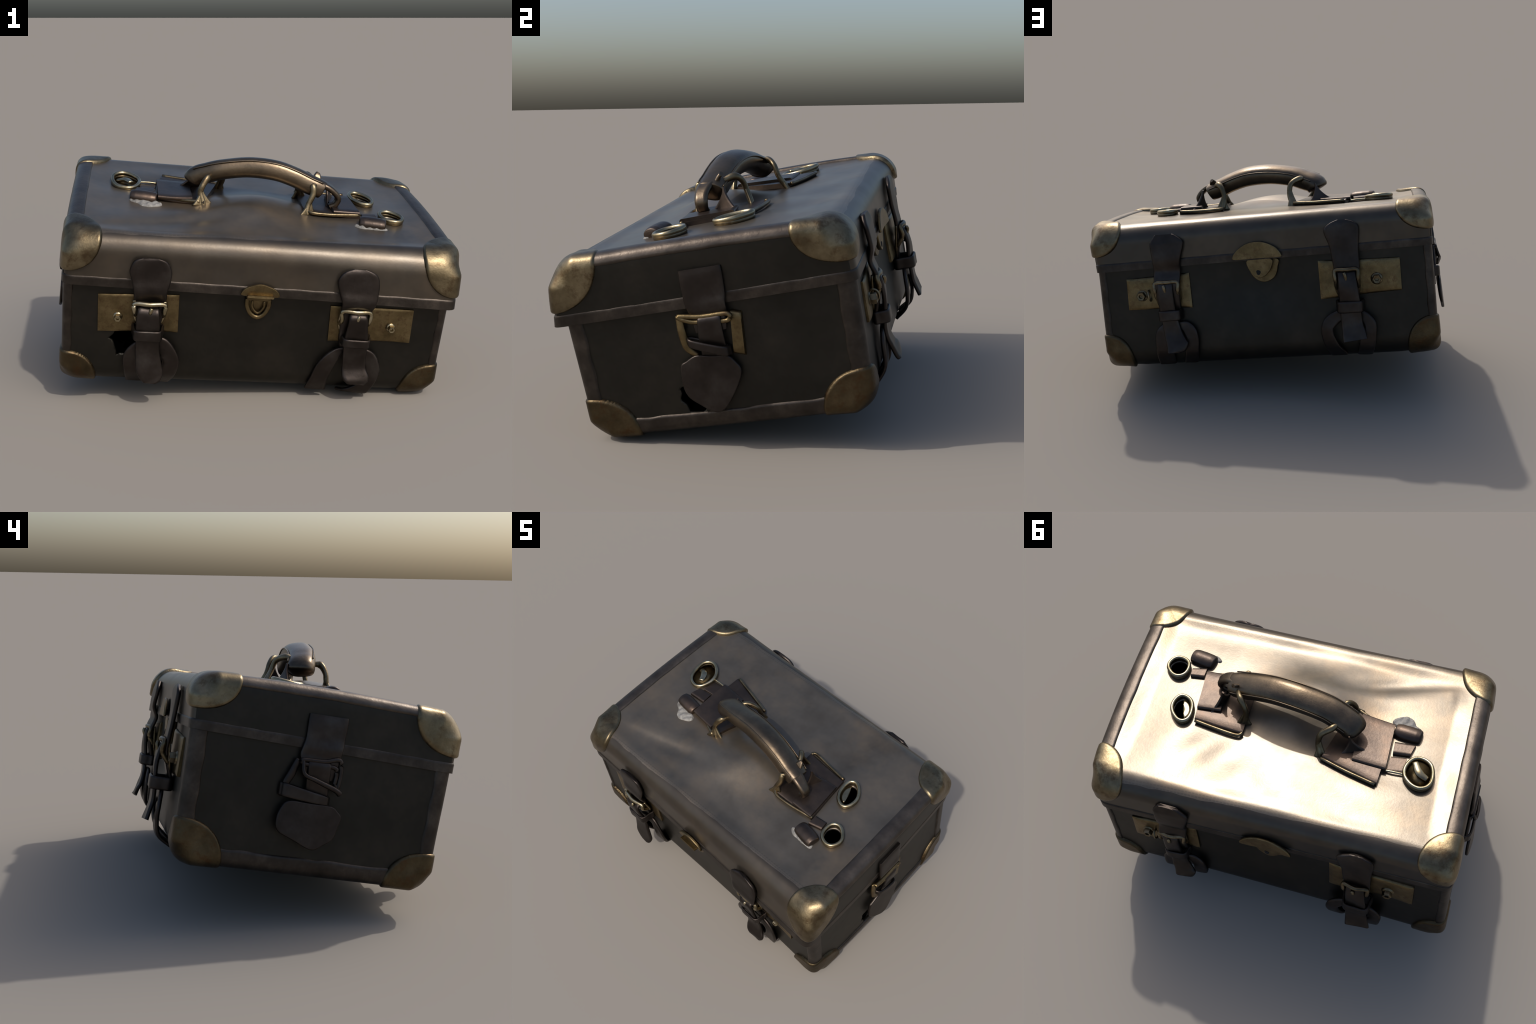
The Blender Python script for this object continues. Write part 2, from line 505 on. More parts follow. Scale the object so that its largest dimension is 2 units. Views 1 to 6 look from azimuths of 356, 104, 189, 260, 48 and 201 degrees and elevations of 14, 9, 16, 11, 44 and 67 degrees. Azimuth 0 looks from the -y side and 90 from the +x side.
for side in (-1, 1):
    def tray_edge(p, w, side=side):
        dx, dy, dz = dists(p, "tray")
        f = np.minimum(0.072 - np.minimum(dy, dz), 0.042 - dx) + ragged(w, 0.002)
        f = np.minimum(f, 0.535 - p[:, 2])
        return np.where(p[:, 0] * side > 0, f, -1.0)
    patch("edge_binding", "tray", tray_edge, 0.0085, 0.010, binding_mat)

    def lid_edge(p, w, side=side):
        dx, dy, dz = dists(p, "lid")
        f = np.minimum(0.040 - dz, 0.078 - dx) + ragged(w, 0.0012, 23)
        f = np.minimum(f, dy - 0.03)
        return np.where(p[:, 0] * side > 0, f, -1.0)
    patch("edge_binding", "lid", lid_edge, 0.010, 0.011, top_binding_mat)

patch("rim_binding", "lid", lambda p, w: 0.046 - p[:, 2] + ragged(w, 0.0008) - np.where(p[:, 2] > LID_H - 1e-6, 1, 0), 0.0055, 0.009, binding_mat)

# lid ends overlaid with the dark tray colour, inside the bindings
for side in (-1, 1):
    def end_panel(p, w, side=side):
        dx, dy, dz = dists(p, "lid")
        f = np.minimum(np.minimum(dz - 0.028, dy - 0.012), 0.004 - dx)
        return np.where(p[:, 0] * side > 0, f, -1.0)
    patch("end_panel", "lid", end_panel, 0.0035, 0.003, dark_wall_mat)

# ------------------------------------------------------------------ brass corners
CAPS = {("lid", -1, -1): (.172, .225, .185), ("lid", 1, -1): (.180, .205, .200), ("lid", 1, 1): (.172, .220, .168), ("lid", -1, 1): (.178, .200, .160),
        ("tray", -1, -1): (.165, .225, .160), ("tray", 1, -1): (.168, .212, .180), ("tray", 1, 1): (.152, .205, .178), ("tray", -1, 1): (.165, .214, .180)}
for (kind, sx, sy), (ax, ay, az) in CAPS.items():
    def cap(p, w, kind=kind, sx=sx, sy=sy, ax=ax, ay=ay, az=az):
        dx, dy, dz = dists(p, kind)
        q = 2.3
        f = (1 - ((dx / ax) ** q + (dy / ay) ** q + (np.maximum(dz, 0) / az) ** q) ** (1 / q)) * 0.18
        return np.where((p[:, 0] * sx > 0) & (p[:, 1] * sy > 0), f, -1.0)
    patch("corner_cap", kind, cap, 0.0175, 0.013, brass if kind == "lid" else darkened_brass, relief=lambda w: 0.003 * np.sin(31 * w[:, 0] + 2) * np.sin(27 * w[:, 1] + 1) * np.sin(29 * w[:, 2]))

# ------------------------------------------------------------------ the side faces as places to mount things
STAND = {"front": 0.0, "back": 0.0}
def face_point(face, a, z, n, on=None):
    """a runs along the face (local x or y), z is height, n stands off the surface."""
    if on is None:
        on = "lid" if z > 0.25 else "tray"
    low, top = (TRAY_LOW, TRAY_TOP) if on == "tray" else (LID_LOW, LID_TOP)
    i, j = {"front": (0, 1), "back": (3, 2), "left": (0, 3), "right": (1, 2)}[face]
    k, o = (0, 1) if face in ("front", "back") else (1, 0)
    s = (a - low[i][k]) / (low[j][k] - low[i][k])
    t = (z - low[i][2]) / (top[i][2] - low[i][2])
    base = (low[i][o] * (1 - s) + low[j][o] * s) * (1 - t) + (top[i][o] * (1 - s) + top[j][o] * s) * t
    out = {"front": -1, "back": 1, "left": -1, "right": 1}[face]
    if face in ("front", "back"):
        n += STAND[face] * min(1.0, max(0.0, (n - 0.008) / 0.04))
        n = n - float(wall_bow(on, np.float64(a), np.float64(z), face == "back"))
    elif face == "right":
        n = n * (0.78 if n > 0 else 1) + float(end_bow(np.float64(a)))
    else:
        n = n * (0.7 if n > 0 else 1)
    q = [0, 0, z]
    q[k], q[o] = a, base + out * n
    return np.array(q)

def band(face, rows, t, **kw):
    """rows: (a of one edge, a of the other, z, stand-off [, z of the other edge])."""
    st = []
    for r in rows:
        z2 = r[4] if len(r) > 4 else r[2]
        on = "lid" if (r[2] + z2) / 2 > 0.25 else "tray"
        l, q = face_point(face, r[0], r[2], r[3], on), face_point(face, r[1], z2, r[3], on)
        st.append((l, q))
    flip = {"front": 1, "back": -1, "left": -1, "right": 1}[face]
    return ribbon(st, t, **kw)

def plate(face, corners, n, t, bend=0.0):
    """A stamped metal sheet lying on a face: four corners (a, z), with rolled edges."""
    c = np.array(corners, float)
    u = np.array([0, .03, .07, .2, .4, .6, .8, .93, .97, 1])
    rise = np.array([0, .7, 1, 1, 1, 1, 1, 1, .7, 0])
    front, V, F = [], [], []
    m = len(u)
    for i in range(m):
        for j in range(m):
            a = (c[0] * (1 - u[i]) + c[1] * u[i]) * (1 - u[j]) + (c[3] * (1 - u[i]) + c[2] * u[i]) * u[j]
            h = t * min(rise[i], rise[j]) + bend * (math.sin(u[i] * 7) * 0.5 + (u[i] - .5) ** 2 * 2) * (0.4 + u[j])
            V.append(face_point(face, a[0], a[1], n + h, "tray"))
    for i in range(m - 1):
        for j in range(m - 1):
            F.append((i * m + j, (i + 1) * m + j, (i + 1) * m + j + 1, i * m + j + 1))
    # back sheet so that the plate has depth
    off = len(V)
    for i in range(m):
        for j in range(m):
            a = (c[0] * (1 - u[i]) + c[1] * u[i]) * (1 - u[j]) + (c[3] * (1 - u[i]) + c[2] * u[i]) * u[j]
            V.append(face_point(face, a[0], a[1], n - 0.012, "tray"))
    F += [tuple(off + x for x in f[::-1]) for f in F]
    rim = [i * m for i in range(m)] + [(m - 1) * m + j for j in range(1, m)] + [i * m + m - 1 for i in range(m - 2, -1, -1)] + list(range(m - 2, 0, -1))
    for a, b in zip(rim, rim[1:] + rim[:1]):
        F.append((b, a, a + off, b + off))
    if face in ("back", "left"):
        F = [f[::-1] for f in F]
    return np.array(V), F

def outline_slab(face, pts, n_of, t, steps=5, rings=8):
    """A thick leaf of leather cut to an outline; n_of(a, z) gives its stand-off."""
    P = catmull(pts, steps, closed=True)
    c = P.mean(0)
    V, F = [], []
    k = len(P)
    levels = [(1.0, 0.0)] + [(1 - 0.04 * math.sin(x), t * 0.5 * (1 - math.cos(x))) for x in (0.8, 1.57)]
    sec = []
    for s in np.linspace(0.02, 0.94, rings):
        sec.append((s, -t / 2))
    for x in np.linspace(-np.pi / 2, np.pi / 2, 7):
        sec.append((0.96 + 0.04 * math.cos(x), t / 2 * math.sin(x)))
    for s in np.linspace(0.94, 0.02, rings):
        sec.append((s, t / 2))
    loops = []
    for s, h in sec:
        ring = []
        for q in P:
            a = c + (q - c) * s
            ring.append(face_point(face, a[0], a[1], n_of(a[0], a[1]) + h, "tray"))
        loops.append(ring)
    return loft(loops)

def stud(face, a, z, n, r, tall, sides=6, ring=True):
    """Hexagonal rivet with a hollow head on a round foot."""
    prof = [(r * 1.5, 0.0), (r * 1.35, tall * .25), (r * 1.05, tall * .35), (r * 1.05, tall), (r * .9, tall * 1.15), (r * .5, tall * 1.1), (r * .42, tall * .6), (0.001, tall * .55)]
    c = face_point(face, a, z, n, "tray")
    out = {"front": (0, -1, 0), "back": (0, 1, 0), "left": (-1, 0, 0), "right": (1, 0, 0)}[face]
    out = np.array(out, float)
    s = np.cross(out, (0, 0, 1.0))
    u = np.array((0, 0, 1.0))
    rings = []
    for i, (rad, h) in enumerate(prof):
        m = 24
        th = np.arange(m) / m * 2 * np.pi
        hexa = 1.0 if i < 2 else 1 / np.maximum(np.cos((th % (np.pi / 3)) - np.pi / 6), .5) * 0.95
        rings.append(c + out * h + rad * np.reshape(hexa * np.ones(m), (-1, 1)) * (np.cos(th)[:, None] * s + np.sin(th)[:, None] * u))
    return loft(rings)

def frame_ring(pts, r, up, **kw):
    return tube(pts, r, closed=True, sides=10, up=up, **kw)

# ------------------------------------------------------------------ the four long-side straps
STRAPS = [
    dict(face="front", seed=1, dn=-0.024,
         tab=[(-.545, -.470, .413, .020), (-.585, -.430, .398, .024), (-.604, -.409, .350, .026), (-.594, -.412, .305, .028), (-.582, -.424, .256, .034), (-.578, -.426, .205, .052), (-.566, -.434, .135, .050), (-.555, -.445, .07, .035), (-.55, -.45, .0, .02)],
         strap=[(-.556, -.456, .120, .055), (-.556, -.456, .165, .085), (-.560, -.455, .150, .112), (-.563, -.452, .10, .112), (-.562, -.448, .03, .100), (-.560, -.446, -.05, .098), (-.556, -.432, -.12, .108), (-.550, -.422, -.165, .118), (-.530, -.432, -.200, .126), (-.515, -.450, -.216, .128)],
         loop=(-.572, -.440, .058, .002), frame=(-.572, -.434, .188, .115, .105),
         plate=[(-.745, .202), (-.366, .215), (-.363, .018), (-.742, .007)], stud=(-.650, .090),
         low=None, arch=[(-.602, -.500, -.268, -.020), (-.612, -.512, -.19, .055), (-.616, -.53, -.10, .066), (-.570, -.515, -.035, .060, -.09), (-.50, -.49, -.008, .055, -.075), (-.425, -.455, -.006, .055, -.075), (-.378, -.445, -.05, .060, -.105), (-.347, -.43, -.12, .064, -.135), (-.358, -.45, -.20, .050), (-.388, -.50, -.272, -.024, -.266)]),
    dict(face="front", seed=2, dn=-0.026,
         tab=[(.425, .500, .420, .020), (.385, .545, .402, .026), (.363, .562, .362, .028), (.375, .562, .31, .03), (.393, .556, .258, .034), (.396, .548, .21, .058), (.402, .540, .14, .055), (.41, .535, .07, .035), (.42, .53, .0, .02)],
         strap=[(.436, .524, .13, .06), (.436, .524, .188, .085), (.436, .526, .178, .108), (.432, .535, .12, .105), (.430, .546, .05, .095), (.436, .550, -.03, .085), (.440, .556, -.09, .085), (.440, .574, -.13, .098), (.452, .572, -.155, .110), (.470, .558, -.172, .114)],
         loop=(.424, .555, .070, .025), frame=(.408, .538, .205, .12, .098),
         plate=[(.358, .205), (.760, .211), (.763, .036), (.365, .018)], stud=(.660, .112),
         low=None, arch=[(.283, .391, -.262, -.012), (.300, .388, -.19, .036), (.325, .415, -.10, .055), (.385, .455, -.028, .05), (.47, .49, .002, .046, -.095), (.585, .545, -.018, .05, -.09), (.632, .555, -.095, .055, -.13), (.628, .53, -.17, .055, -.2), (.600, .47, -.250, .020, -.245), (.585, .44, -.272, -.024, -.266)]),
    dict(face="back", seed=3, dn=-0.016,
         tab=[(.545, .440, .440, .012), (.570, .395, .405, .018), (.574, .392, .375, .022), (.568, .414, .30, .026), (.568, .420, .245, .032), (.570, .428, .18, .050), (.565, .435, .11, .045), (.56, .44, .04, .025), (.555, .445, .0, .012)],
         strap=[(.550, .468, .10, .035), (.550, .468, .168, .055), (.551, .467, .165, .075), (.550, .466, .10, .078), (.548, .464, .03, .070), (.546, .455, -.03, .062), (.542, .440, -.09, .062), (.536, .420, -.13, .072), (.530, .408, -.15, .080), (.526, .425, -.187, .090), (.522, .455, -.198, .094)],
         loop=(.556, .442, .032, -.024), frame=(.565, .445, .180, .09, .075),
         plate=[(.729, .209), (.384, .222), (.381, .034), (.732, .041)], stud=(.650, .115),
         low=None, arch=[(.600, .505, -.270, -.024), (.599, .50, -.20, .035), (.592, .505, -.095, .045), (.548, .500, -.045, .042, -.10), (.48, .475, -.036, .04, -.09), (.412, .445, -.038, .04, -.09), (.368, .435, -.078, .045, -.115), (.357, .43, -.14, .045), (.364, .44, -.21, .032), (.380, .46, -.268, -.024)]),
    dict(face="back", seed=4, dn=-0.012,
         tab=[(-.490, -.430, .447, .012), (-.535, -.385, .428, .02), (-.548, -.362, .395, .022), (-.540, -.385, .32, .026), (-.538, -.393, .265, .032), (-.538, -.400, .20, .052), (-.530, -.405, .13, .05), (-.525, -.41, .06, .03), (-.52, -.42, .0, .012)],
         strap=[(-.514, -.422, .11, .045), (-.514, -.422, .172, .065), (-.515, -.421, .168, .085), (-.521, -.420, .10, .098), (-.528, -.421, .03, .095), (-.530, -.420, -.03, .092), (-.533, -.421, -.09, .092), (-.543, -.422, -.13, .100), (-.552, -.424, -.17, .112, -.185)],
         loop=(-.538, -.408, .028, -.032), frame=(-.523, -.408, .188, .09, .09),
         plate=[(-.317, .239), (-.745, .231), (-.745, .060), (-.318, .034)], stud=(-.620, .128),
         low=None, arch=[(-.345, -.437, -.270, -.024), (-.322, -.40, -.21, .05), (-.309, -.375, -.13, .068), (-.335, -.395, -.06, .066, -.1), (-.409, -.43, -.022, .060, -.08), (-.527, -.51, -.025, .060, -.085), (-.597, -.535, -.085, .066, -.12), (-.598, -.515, -.16, .068, -.165), (-.585, -.50, -.23, .05), (-.571, -.488, -.272, -.024)]),
]
for S in STRAPS:
    face = S["face"]
    STAND["front"] = STAND["back"] = S["dn"]
    for k in ("front", "back"):          # the upper tab has to clear the lid's lip
        STAND[k] = 0.2 * S["dn"]
    v, f = band(face, S["tab"], 0.020, wob=0.002, seed=S["seed"])
    STAND["front"] = STAND["back"] = S["dn"]
    main = make("buckle_strap", v, f, strap_mat, sharp=60)
    v, f = band(face, S["strap"], 0.019, wob=0.003, seed=S["seed"] + 10)
    make("strap_tip", v, f, strap_mat, main, sharp=60)
    # stitched line along the edge of the upper tab
    inset = []
    for r in S["tab"][1:6]:
        inset.append(r)
    pts = [face_point(face, r[0] + (r[1] - r[0]) * 0.09, r[2], r[3] + 0.0085) for r in inset[::-1]] + \
          [face_point(face, (S["tab"][0][0] + S["tab"][0][1]) / 2, S["tab"][0][2] - 0.012, S["tab"][0][3] + 0.009)] + \
          [face_point(face, r[1] + (r[0] - r[1]) * 0.09, r[2], r[3] + 0.0085) for r in inset]
    v, f = tube(pts, 0.0035, sides=6, flat=(1, 1))
    make("stitching", v, f, strap_mat, main)
    # keeper loop round the tip and tab
    a0, a1, z1, z0 = S["loop"]
    n_out = np.interp((z0 + z1) / 2, [r[2] for r in S["strap"][3:7]][::-1], [r[3] for r in S["strap"][3:7]][::-1]) + 0.014
    n_in = 0.012
    P = lambda a, n, z: face_point(face, a, z, n, "tray")
    st = [(P(a, n, z0), P(a, n, z1)) for a, n in ((a0, n_in), (a0, (n_in + n_out) / 2), (a0 + (a1 - a0) * .08, n_out), ((a0 + a1) / 2, n_out + .004), (a1 - (a1 - a0) * .08, n_out), (a1, (n_in + n_out) / 2), (a1, n_in), ((a0 + a1) / 2, n_in - .004))]
    v, f = ribbon(st, 0.013, closed=True, steps=5)
    make("strap_keeper", v, f, strap_mat, main, sharp=60)
    # brass buckle: frame, prong and hinge sleeve
    a0, a1, z1, z0, n = S["frame"]
    P = lambda a, z, nn: face_point(face, a, z, nn, "tray")
    am = (a0 + a1) / 2
    fr = tube([P(a0, z1, n - .012), P(am, z1 + .004, n), P(a1, z1, n - .012), P(a1, (z0 + z1) / 2, n - .008), P(a1 - (a1 - a0) * .05, z0, n - .045), P(am, z0 - .01, n - .05), P(a0 + (a1 - a0) * .05, z0, n - .045), P(a0, (z0 + z1) / 2, n - .008)], 0.0115, closed=True, sides=10, up=(0.01, 0.3, 1) if True else None)
    prong = tube([P(am + .01, z1 - .01, n + .012), P(am + .005, z1 - .03, n + .014), P(am, z0 + .01, n - .01)], [0.009, 0.009, 0.006], sides=8, up=(1, 0, 0))
    w = 0.018 if a1 > a0 else -0.018
    side = tube([P(a0, z1 + .01, n - .03), P(a0 + w * .3, z0, n - .05), P(a0 + w, z0 - .05, n - .06)], [.009, .012, .007], sides=8, flat=(.7, 1.3), up=(1, 0, 0))
    side2 = tube([P(a1, z1 + .01, n - .03), P(a1 - w * .3, z0, n - .05), P(a1 - w, z0 - .05, n - .06)], [.009, .012, .007], sides=8, flat=(.7, 1.3), up=(1, 0, 0))
    v, f = join(fr, prong, side, side2)
    make("buckle", v, f, bright_brass if face == "front" else brass, main)
    v, f = plate(face, S["plate"], 0.006, 0.010, bend=0.010)
    make("clasp_plate", v, f, plate_brass, main, sharp=50)
    a, z = S["stud"]
    st = [stud(face, a, z, 0.014, 0.016, 0.026)]
    if face == "back":
        st = [stud(face, a, z, 0.012, 0.022, 0.03)]
        d = -0.045 if S["seed"] == 3 else 0.0
        c0 = P(a + d, z, 0.03)
        ring_pts = [P(a + d + 0.004 * math.sin(t), z + 0.028 * math.sin(t), 0.040 + 0.026 * math.cos(t)) for t in np.linspace(0, 2 * np.pi, 9)[:-1]]
        if S["seed"] == 3:
            st.append(tube(ring_pts, 0.005, closed=True, sides=8, up=(1, 0.1, 0)))
    v, f = join(*st)
    make("stud", v, f, bright_brass if face == "front" else brass, main, sharp=40)
    if S["low"]:
        cz = -0.13
        v, f = outline_slab(face, S["low"], lambda a, z: 0.018 + 0.030 * math.exp(-((z + 0.10) / 0.11) ** 2), 0.016)
        make("lower_tab", v, f, strap_mat, main, sharp=60)
    else:
        v, f = band(face, S["arch"], 0.018, wob=0.002)
        make("lower_tab", v, f, strap_mat, main, sharp=60)

STAND["front"] = STAND["back"] = 0.0

# ------------------------------------------------------------------ end straps with spade-shaped tongues
ENDS = [
    dict(face="right", out=.042, mid=-.05, tab=[(-.106, .067, .405, .010), (-.108, .068, .37, .016), (-.107, .064, .30, .020), (-.104, .058, .26, .024), (-.10, .054, .225, .032), (-.095, .048, .20, .035), (-.09, .04, .15, .03)],
         strap=[(-.068, .027, .16, .03), (-.067, .028, .205, .04), (-.067, .028, .196, .058), (-.075, .026, .14, .052), (-.08, .024, .08, .035), (-.088, .02, .03, .026), (-.09, .02, .0, .022)],
         loop=[(-.122, .020, .135, .10), (.028, .020, .082, .040)], loop_out=.062,
         tongue=[(-.103, .060), (-.150, .040), (-.176, .022), (-.184, -.047), (-.170, -.105), (-.12, -.150), (-.070, -.182), (-.028, -.172), (.02, -.115), (.057, -.054), (.065, -.018), (.05, .012), (.020, .045), (-.04, .05)],
         frame=[(-.142, .226), (-.05, .214), (.054, .212), (.052, .185), (-.02, .192), (-.09, .198)],
         bar=[(-.142, .226), (-.143, .16), (-.135, .095), (-.10, .055)]),
    dict(face="left", out=.072, mid=.06, tab=[(.122, -.054, .418, .010), (.124, -.054, .38, .015), (.124, -.050, .32, .018), (.132, -.047, .28, .024), (.138, -.043, .245, .032), (.13, -.04, .215, .035), (.11, -.03, .15, .03)],
         strap=[(.100, .0, .17, .03), (.100, .0, .216, .04), (.1, -.001, .205, .055), (.098, -.006, .15, .048), (.094, -.01, .10, .035), (.1, -.01, .05, .026), (.12, -.01, .0, .022)],
         loop=[(.190, .022, .118, .058), (-.012, .022, .082, .038)], loop_out=.058,
         tongue=[(.157, .046), (.188, .018), (.203, -.035), (.191, -.086), (.12, -.118), (.035, -.150), (-.015, -.125), (-.055, -.095), (-.072, -.04), (-.081, .0), (-.06, .024), (-.029, .043), (.06, .045)],
         frame=[(.125, .222), (.03, .226), (-.042, .236), (-.046, .13), (-.03, .135), (-.028, .20), (.03, .208), (.11, .205)],
         bar=[(.139, .222), (.16, .16), (.178, .112), (.15, .075)]),
]
for S in ENDS:
    face = S["face"]
    P = lambda a, z, n: face_point(face, a, z, n, "tray")
    v, f = band(face, S["tab"], 0.018, wob=0.002)
    main = make("end_strap", v, f, strap_mat, sharp=60)
    v, f = band(face, S["strap"], 0.014)
    make("strap_tip", v, f, strap_mat, main, sharp=60)
    v, f = outline_slab(face, S["tongue"], lambda a, z: S["out"] * (0.75 + 0.25 * math.cos(9 * (a - S["mid"]))) - 0.10 * S["out"] * (z + .05) / .1, 0.022)
    make("tongue", v, f, strap_mat, main, sharp=60)
    (a0, n0, zt, zb), (a1, n1, zt1, zb1) = S["loop"]
    no = S["loop_out"]
    lerp = lambda s: (a0 + (a1 - a0) * s, zb + (zb1 - zb) * s, zt + (zt1 - zt) * s)
    st = []
    for s, n in ((0, .012), (0, no * .6), (.1, no), (.5, no + .006), (.9, no), (1, no * .6), (1, .012), (.5, .008)):
        a, b, c = lerp(s)
        st.append((P(a, b, n), P(a, c, n)))
    v, f = ribbon(st, 0.013, closed=True, steps=5)
    make("strap_keeper", v, f, strap_mat, main, sharp=60)
    parts = [tube([P(a, z, .048) for a, z in S["frame"]], 0.010, closed=True, sides=10, up=(0, 0.2, 1)),
             tube([P(a, z, .03) for a, z in S["bar"]], [.012, .015, .014, .009], sides=10, flat=(1.2, .7), up=(1, 0, 0))]
    if face == "left":   # slanting wire of the sprung buckle
        parts.append(tube([P(.122, .22, .05), P(.112, .165, .07), (P(.06, .145, .078)), P(-.03, .115, .07), P(-.056, .10, .06)], [.008, .009, .010, .012, .014], sides=10, up=(1, 0, 0)))
    v, f = join(*parts)
    make("buckle", v, f, plate_brass if face == "right" else strap_mat, main)
    if face == "right":
        v, f = plate(face, [(.060, .220), (.106, .205), (.090, .025), (.040, .040)], 0.004, 0.022)
        make("clasp_plate", v, f, plate_brass, main, sharp=50)

# ------------------------------------------------------------------ hinged hasps in the middle of the long sides
for face, c, k, zt, width in (("front", .008, 1, .318, .092), ("back", -.0, -1, .366, .134)):
    zb = zt - (.050 if face == "front" else .078)
    dom = [(c - width, zb), (c - width * .78, zb + (zt - zb) * .55), (c - width * .35, zt - .006), (c, zt), (c + width * .4, zt - .008), (c + width * .8, zb + (zt - zb) * .5), (c + width, zb), (c + width * .85, zb - .012), (c, zb - .010), (c - width * .85, zb - .010)]
    v, f = outline_slab(face, dom, lambda a, z: 0.0, 0.014)
    v = v.copy()
    lidn = face_point(face, c, .28, 0.018, "lid") - face_point(face, c, .28, 0.0, "tray")
    v[:, 1] += lidn[1]
    hasp = make("hasp", v, f, plate_brass, sharp=50)
    w = width * .68
    n0 = 0.030
    P = lambda a, z, n: face_point(face, a, z, n, "tray")
    if face == "front":
        v, f = band(face, [(c - w, c + w, zb - .005, .044), (c - w, c + w, zb - .02, .038), (c - w * .9, c + w * .9, zb - .05, .020)], 0.010)
        make("hasp_hinge", v, f, plate_brass, hasp, sharp=50)
        u = [P(c - w * .85, zb - .045, .018), P(c - w * .82, zb - .085, .018), P(c - w * .5, zb - .125, .018), P(c, zb - .142, .018), P(c + w * .5, zb - .125, .018), P(c + w * .8, zb - .085, .018), P(c + w * .82, zb - .045, .018)]
        parts = [tube(u, 0.010, sides=10, flat=(1.1, .8), up=(0, 1, 0)),
                 tube([P(c - w * .45, zb - .055, .020), P(c - w * .42, zb - .09, .020), P(c, zb - .118, .020), P(c + w * .42, zb - .09, .020), P(c + w * .45, zb - .055, .020)], 0.006, sides=8, up=(0, 1, 0))]
        v, f = join(*parts)
        make("hasp_loop", v, f, plate_brass, hasp)
        v, f = outline_slab(face, [(c - w * .7, zb - .04), (c + w * .7, zb - .04), (c + w * .68, zb - .09), (c + .03, zb - .125), (c - .03, zb - .125), (c - w * .68, zb - .09)], lambda a, z: 0.002, 0.010)
        make("hasp_plate", v, f, plate_brass, hasp, sharp=50)
    else:
        v, f = outline_slab(face, [(c - .075, zb - .02), (c, zb - .012), (c + .06, zb - .02), (c + .058, zb - .06), (c + .035, zb - .095), (c - .005, zb - .118), (c - .045, zb - .098), (c - .072, zb - .06)], lambda a, z: 0.038, 0.020)
        make("hasp_tongue", v, f, plate_brass, hasp, sharp=50)
        v, f = outline_slab(face, [(c - .098, zb - .02), (c + .05, zb - .03), (c + .055, zb - .08), (c + .02, zb - .13), (c - .03, zb - .145), (c - .08, zb - .12), (c - .1, zb - .07)], lambda a, z: 0.010, 0.018)
        make("hasp_plate", v, f, plate_brass, hasp, sharp=50)
        v, f = outline_slab(face, [(c + .005, zb - .075), (c + .014, zb - .083), (c + .008, zb - .1), (c - .004, zb - .1), (c - .01, zb - .083)], lambda a, z: 0.046, 0.008)
        make("keyhole", v, f, inner_black, hasp)

# ------------------------------------------------------------------ carrying handle
def top_z(x, y):
    x, y = np.atleast_1d(np.array(x, float)), np.atleast_1d(np.array(y, float))
    u, v = x / HX, y / HY
    return float((bilinear(LID_TOP, u, v)[:, 2] + top_relief(x, y))[0])

axis = [(-.306, .023, .588), (-.298, .021, .604), (-.276, .015, .625), (-.235, .005, .642), (-.16, -.010, .669), (-.03, -.023, .692), (.10, -.041, .690), (.20, -.057, .666), (.28, -.072, .636), (.335, -.082, .619), (.352, -.085, .612)]
P = catmull(axis, 8)
T = unit(np.gradient(P, axis=0))
side = unit(np.cross((0, 0, 1.0), T))
upv = np.cross(T, side)
ROLL = math.radians(17)      # the grip leans back a little
side, upv = side * math.cos(ROLL) - upv * math.sin(ROLL), upv * math.cos(ROLL) + side * math.sin(ROLL)
th = np.linspace(0, 2 * np.pi, 28, endpoint=False)
s = np.linspace(0, 1, len(P))
swell = np.interp(s, [0, .03, .07, .14, .5, .85, .96, 1], [.62, .82, .94, 1.0, 1.0, .97, .90, .6])
def sup(c, e):
    return np.sign(c) * np.abs(c) ** e
rings = [p + k * (0.067 * sup(np.cos(th), .72)[:, None] * a + 0.052 * sup(np.sin(th), .8)[:, None] * b) for p, k, a, b in zip(P, swell * (1 + 0.018 * np.sin(19 * s) * np.sin(7 * s + 1)), side, upv)]
v, f = loft(rings)
handle = make("handle", v, f, handle_mat, sharp=60)
# raised seams where the leather is sewn round the core
for sgn in (-1, 1):
    line = [p + k * (sgn * 0.0625 * a + 0.033 * b) for p, k, a, b in zip(P[16:-6:4], swell[16:-6:4], side[16:-6:4], upv[16:-6:4])]
    v, f = tube(line, 0.0035, sides=6, steps=3)
    make("handle_seam", v, f, handle_mat, handle)

def rib(stations, t, name, mat, parent, **kw):
    v, f = ribbon([(np.array(a), np.array(b)) for a, b in stations], t, **kw)
    return make(name, v, f, mat, parent, sharp=60)

# strap ends of the handle
rib([((.318, -.125, .650), (.318, -.040, .655)), ((.365, -.135, .640), (.365, -.06, .643)), ((.405, -.140, .615), (.405, -.075, .618)), ((.428, -.140, .585), (.428, -.08, .585)), ((.418, -.138, .553), (.418, -.085, .553)), ((.39, -.13, .535), (.39, -.085, .535))], 0.030, "handle_end", handle_mat, handle, steps=6)
rib([((.300, -.040, .672), (.345, -.050, .655)), ((.308, -.030, .682), (.342, -.040, .668)), ((.316, -.020, .688), (.338, -.028, .678))], 0.018, "handle_end", handle_mat, handle, steps=4)

# base plates sewn to the lid, pads with their lifted spikes, D-shaped brackets
def quad_slab(corners, lift, t, name, mat, parent=handle, tilt=None):
    c = np.array(corners, float)
    a, b = [], []
    for k in np.linspace(0, 1, 7):
        l = c[0] * (1 - k) + c[1] * k
        r = c[3] * (1 - k) + c[2] * k
        zl = np.array([*l, top_z(*l) + lift + (tilt(*l) if tilt else 0)])
        zr = np.array([*r, top_z(*r) + lift + (tilt(*r) if tilt else 0)])
        a.append((zl, zr))
    return rib(a, t, name, mat, parent, steps=2)

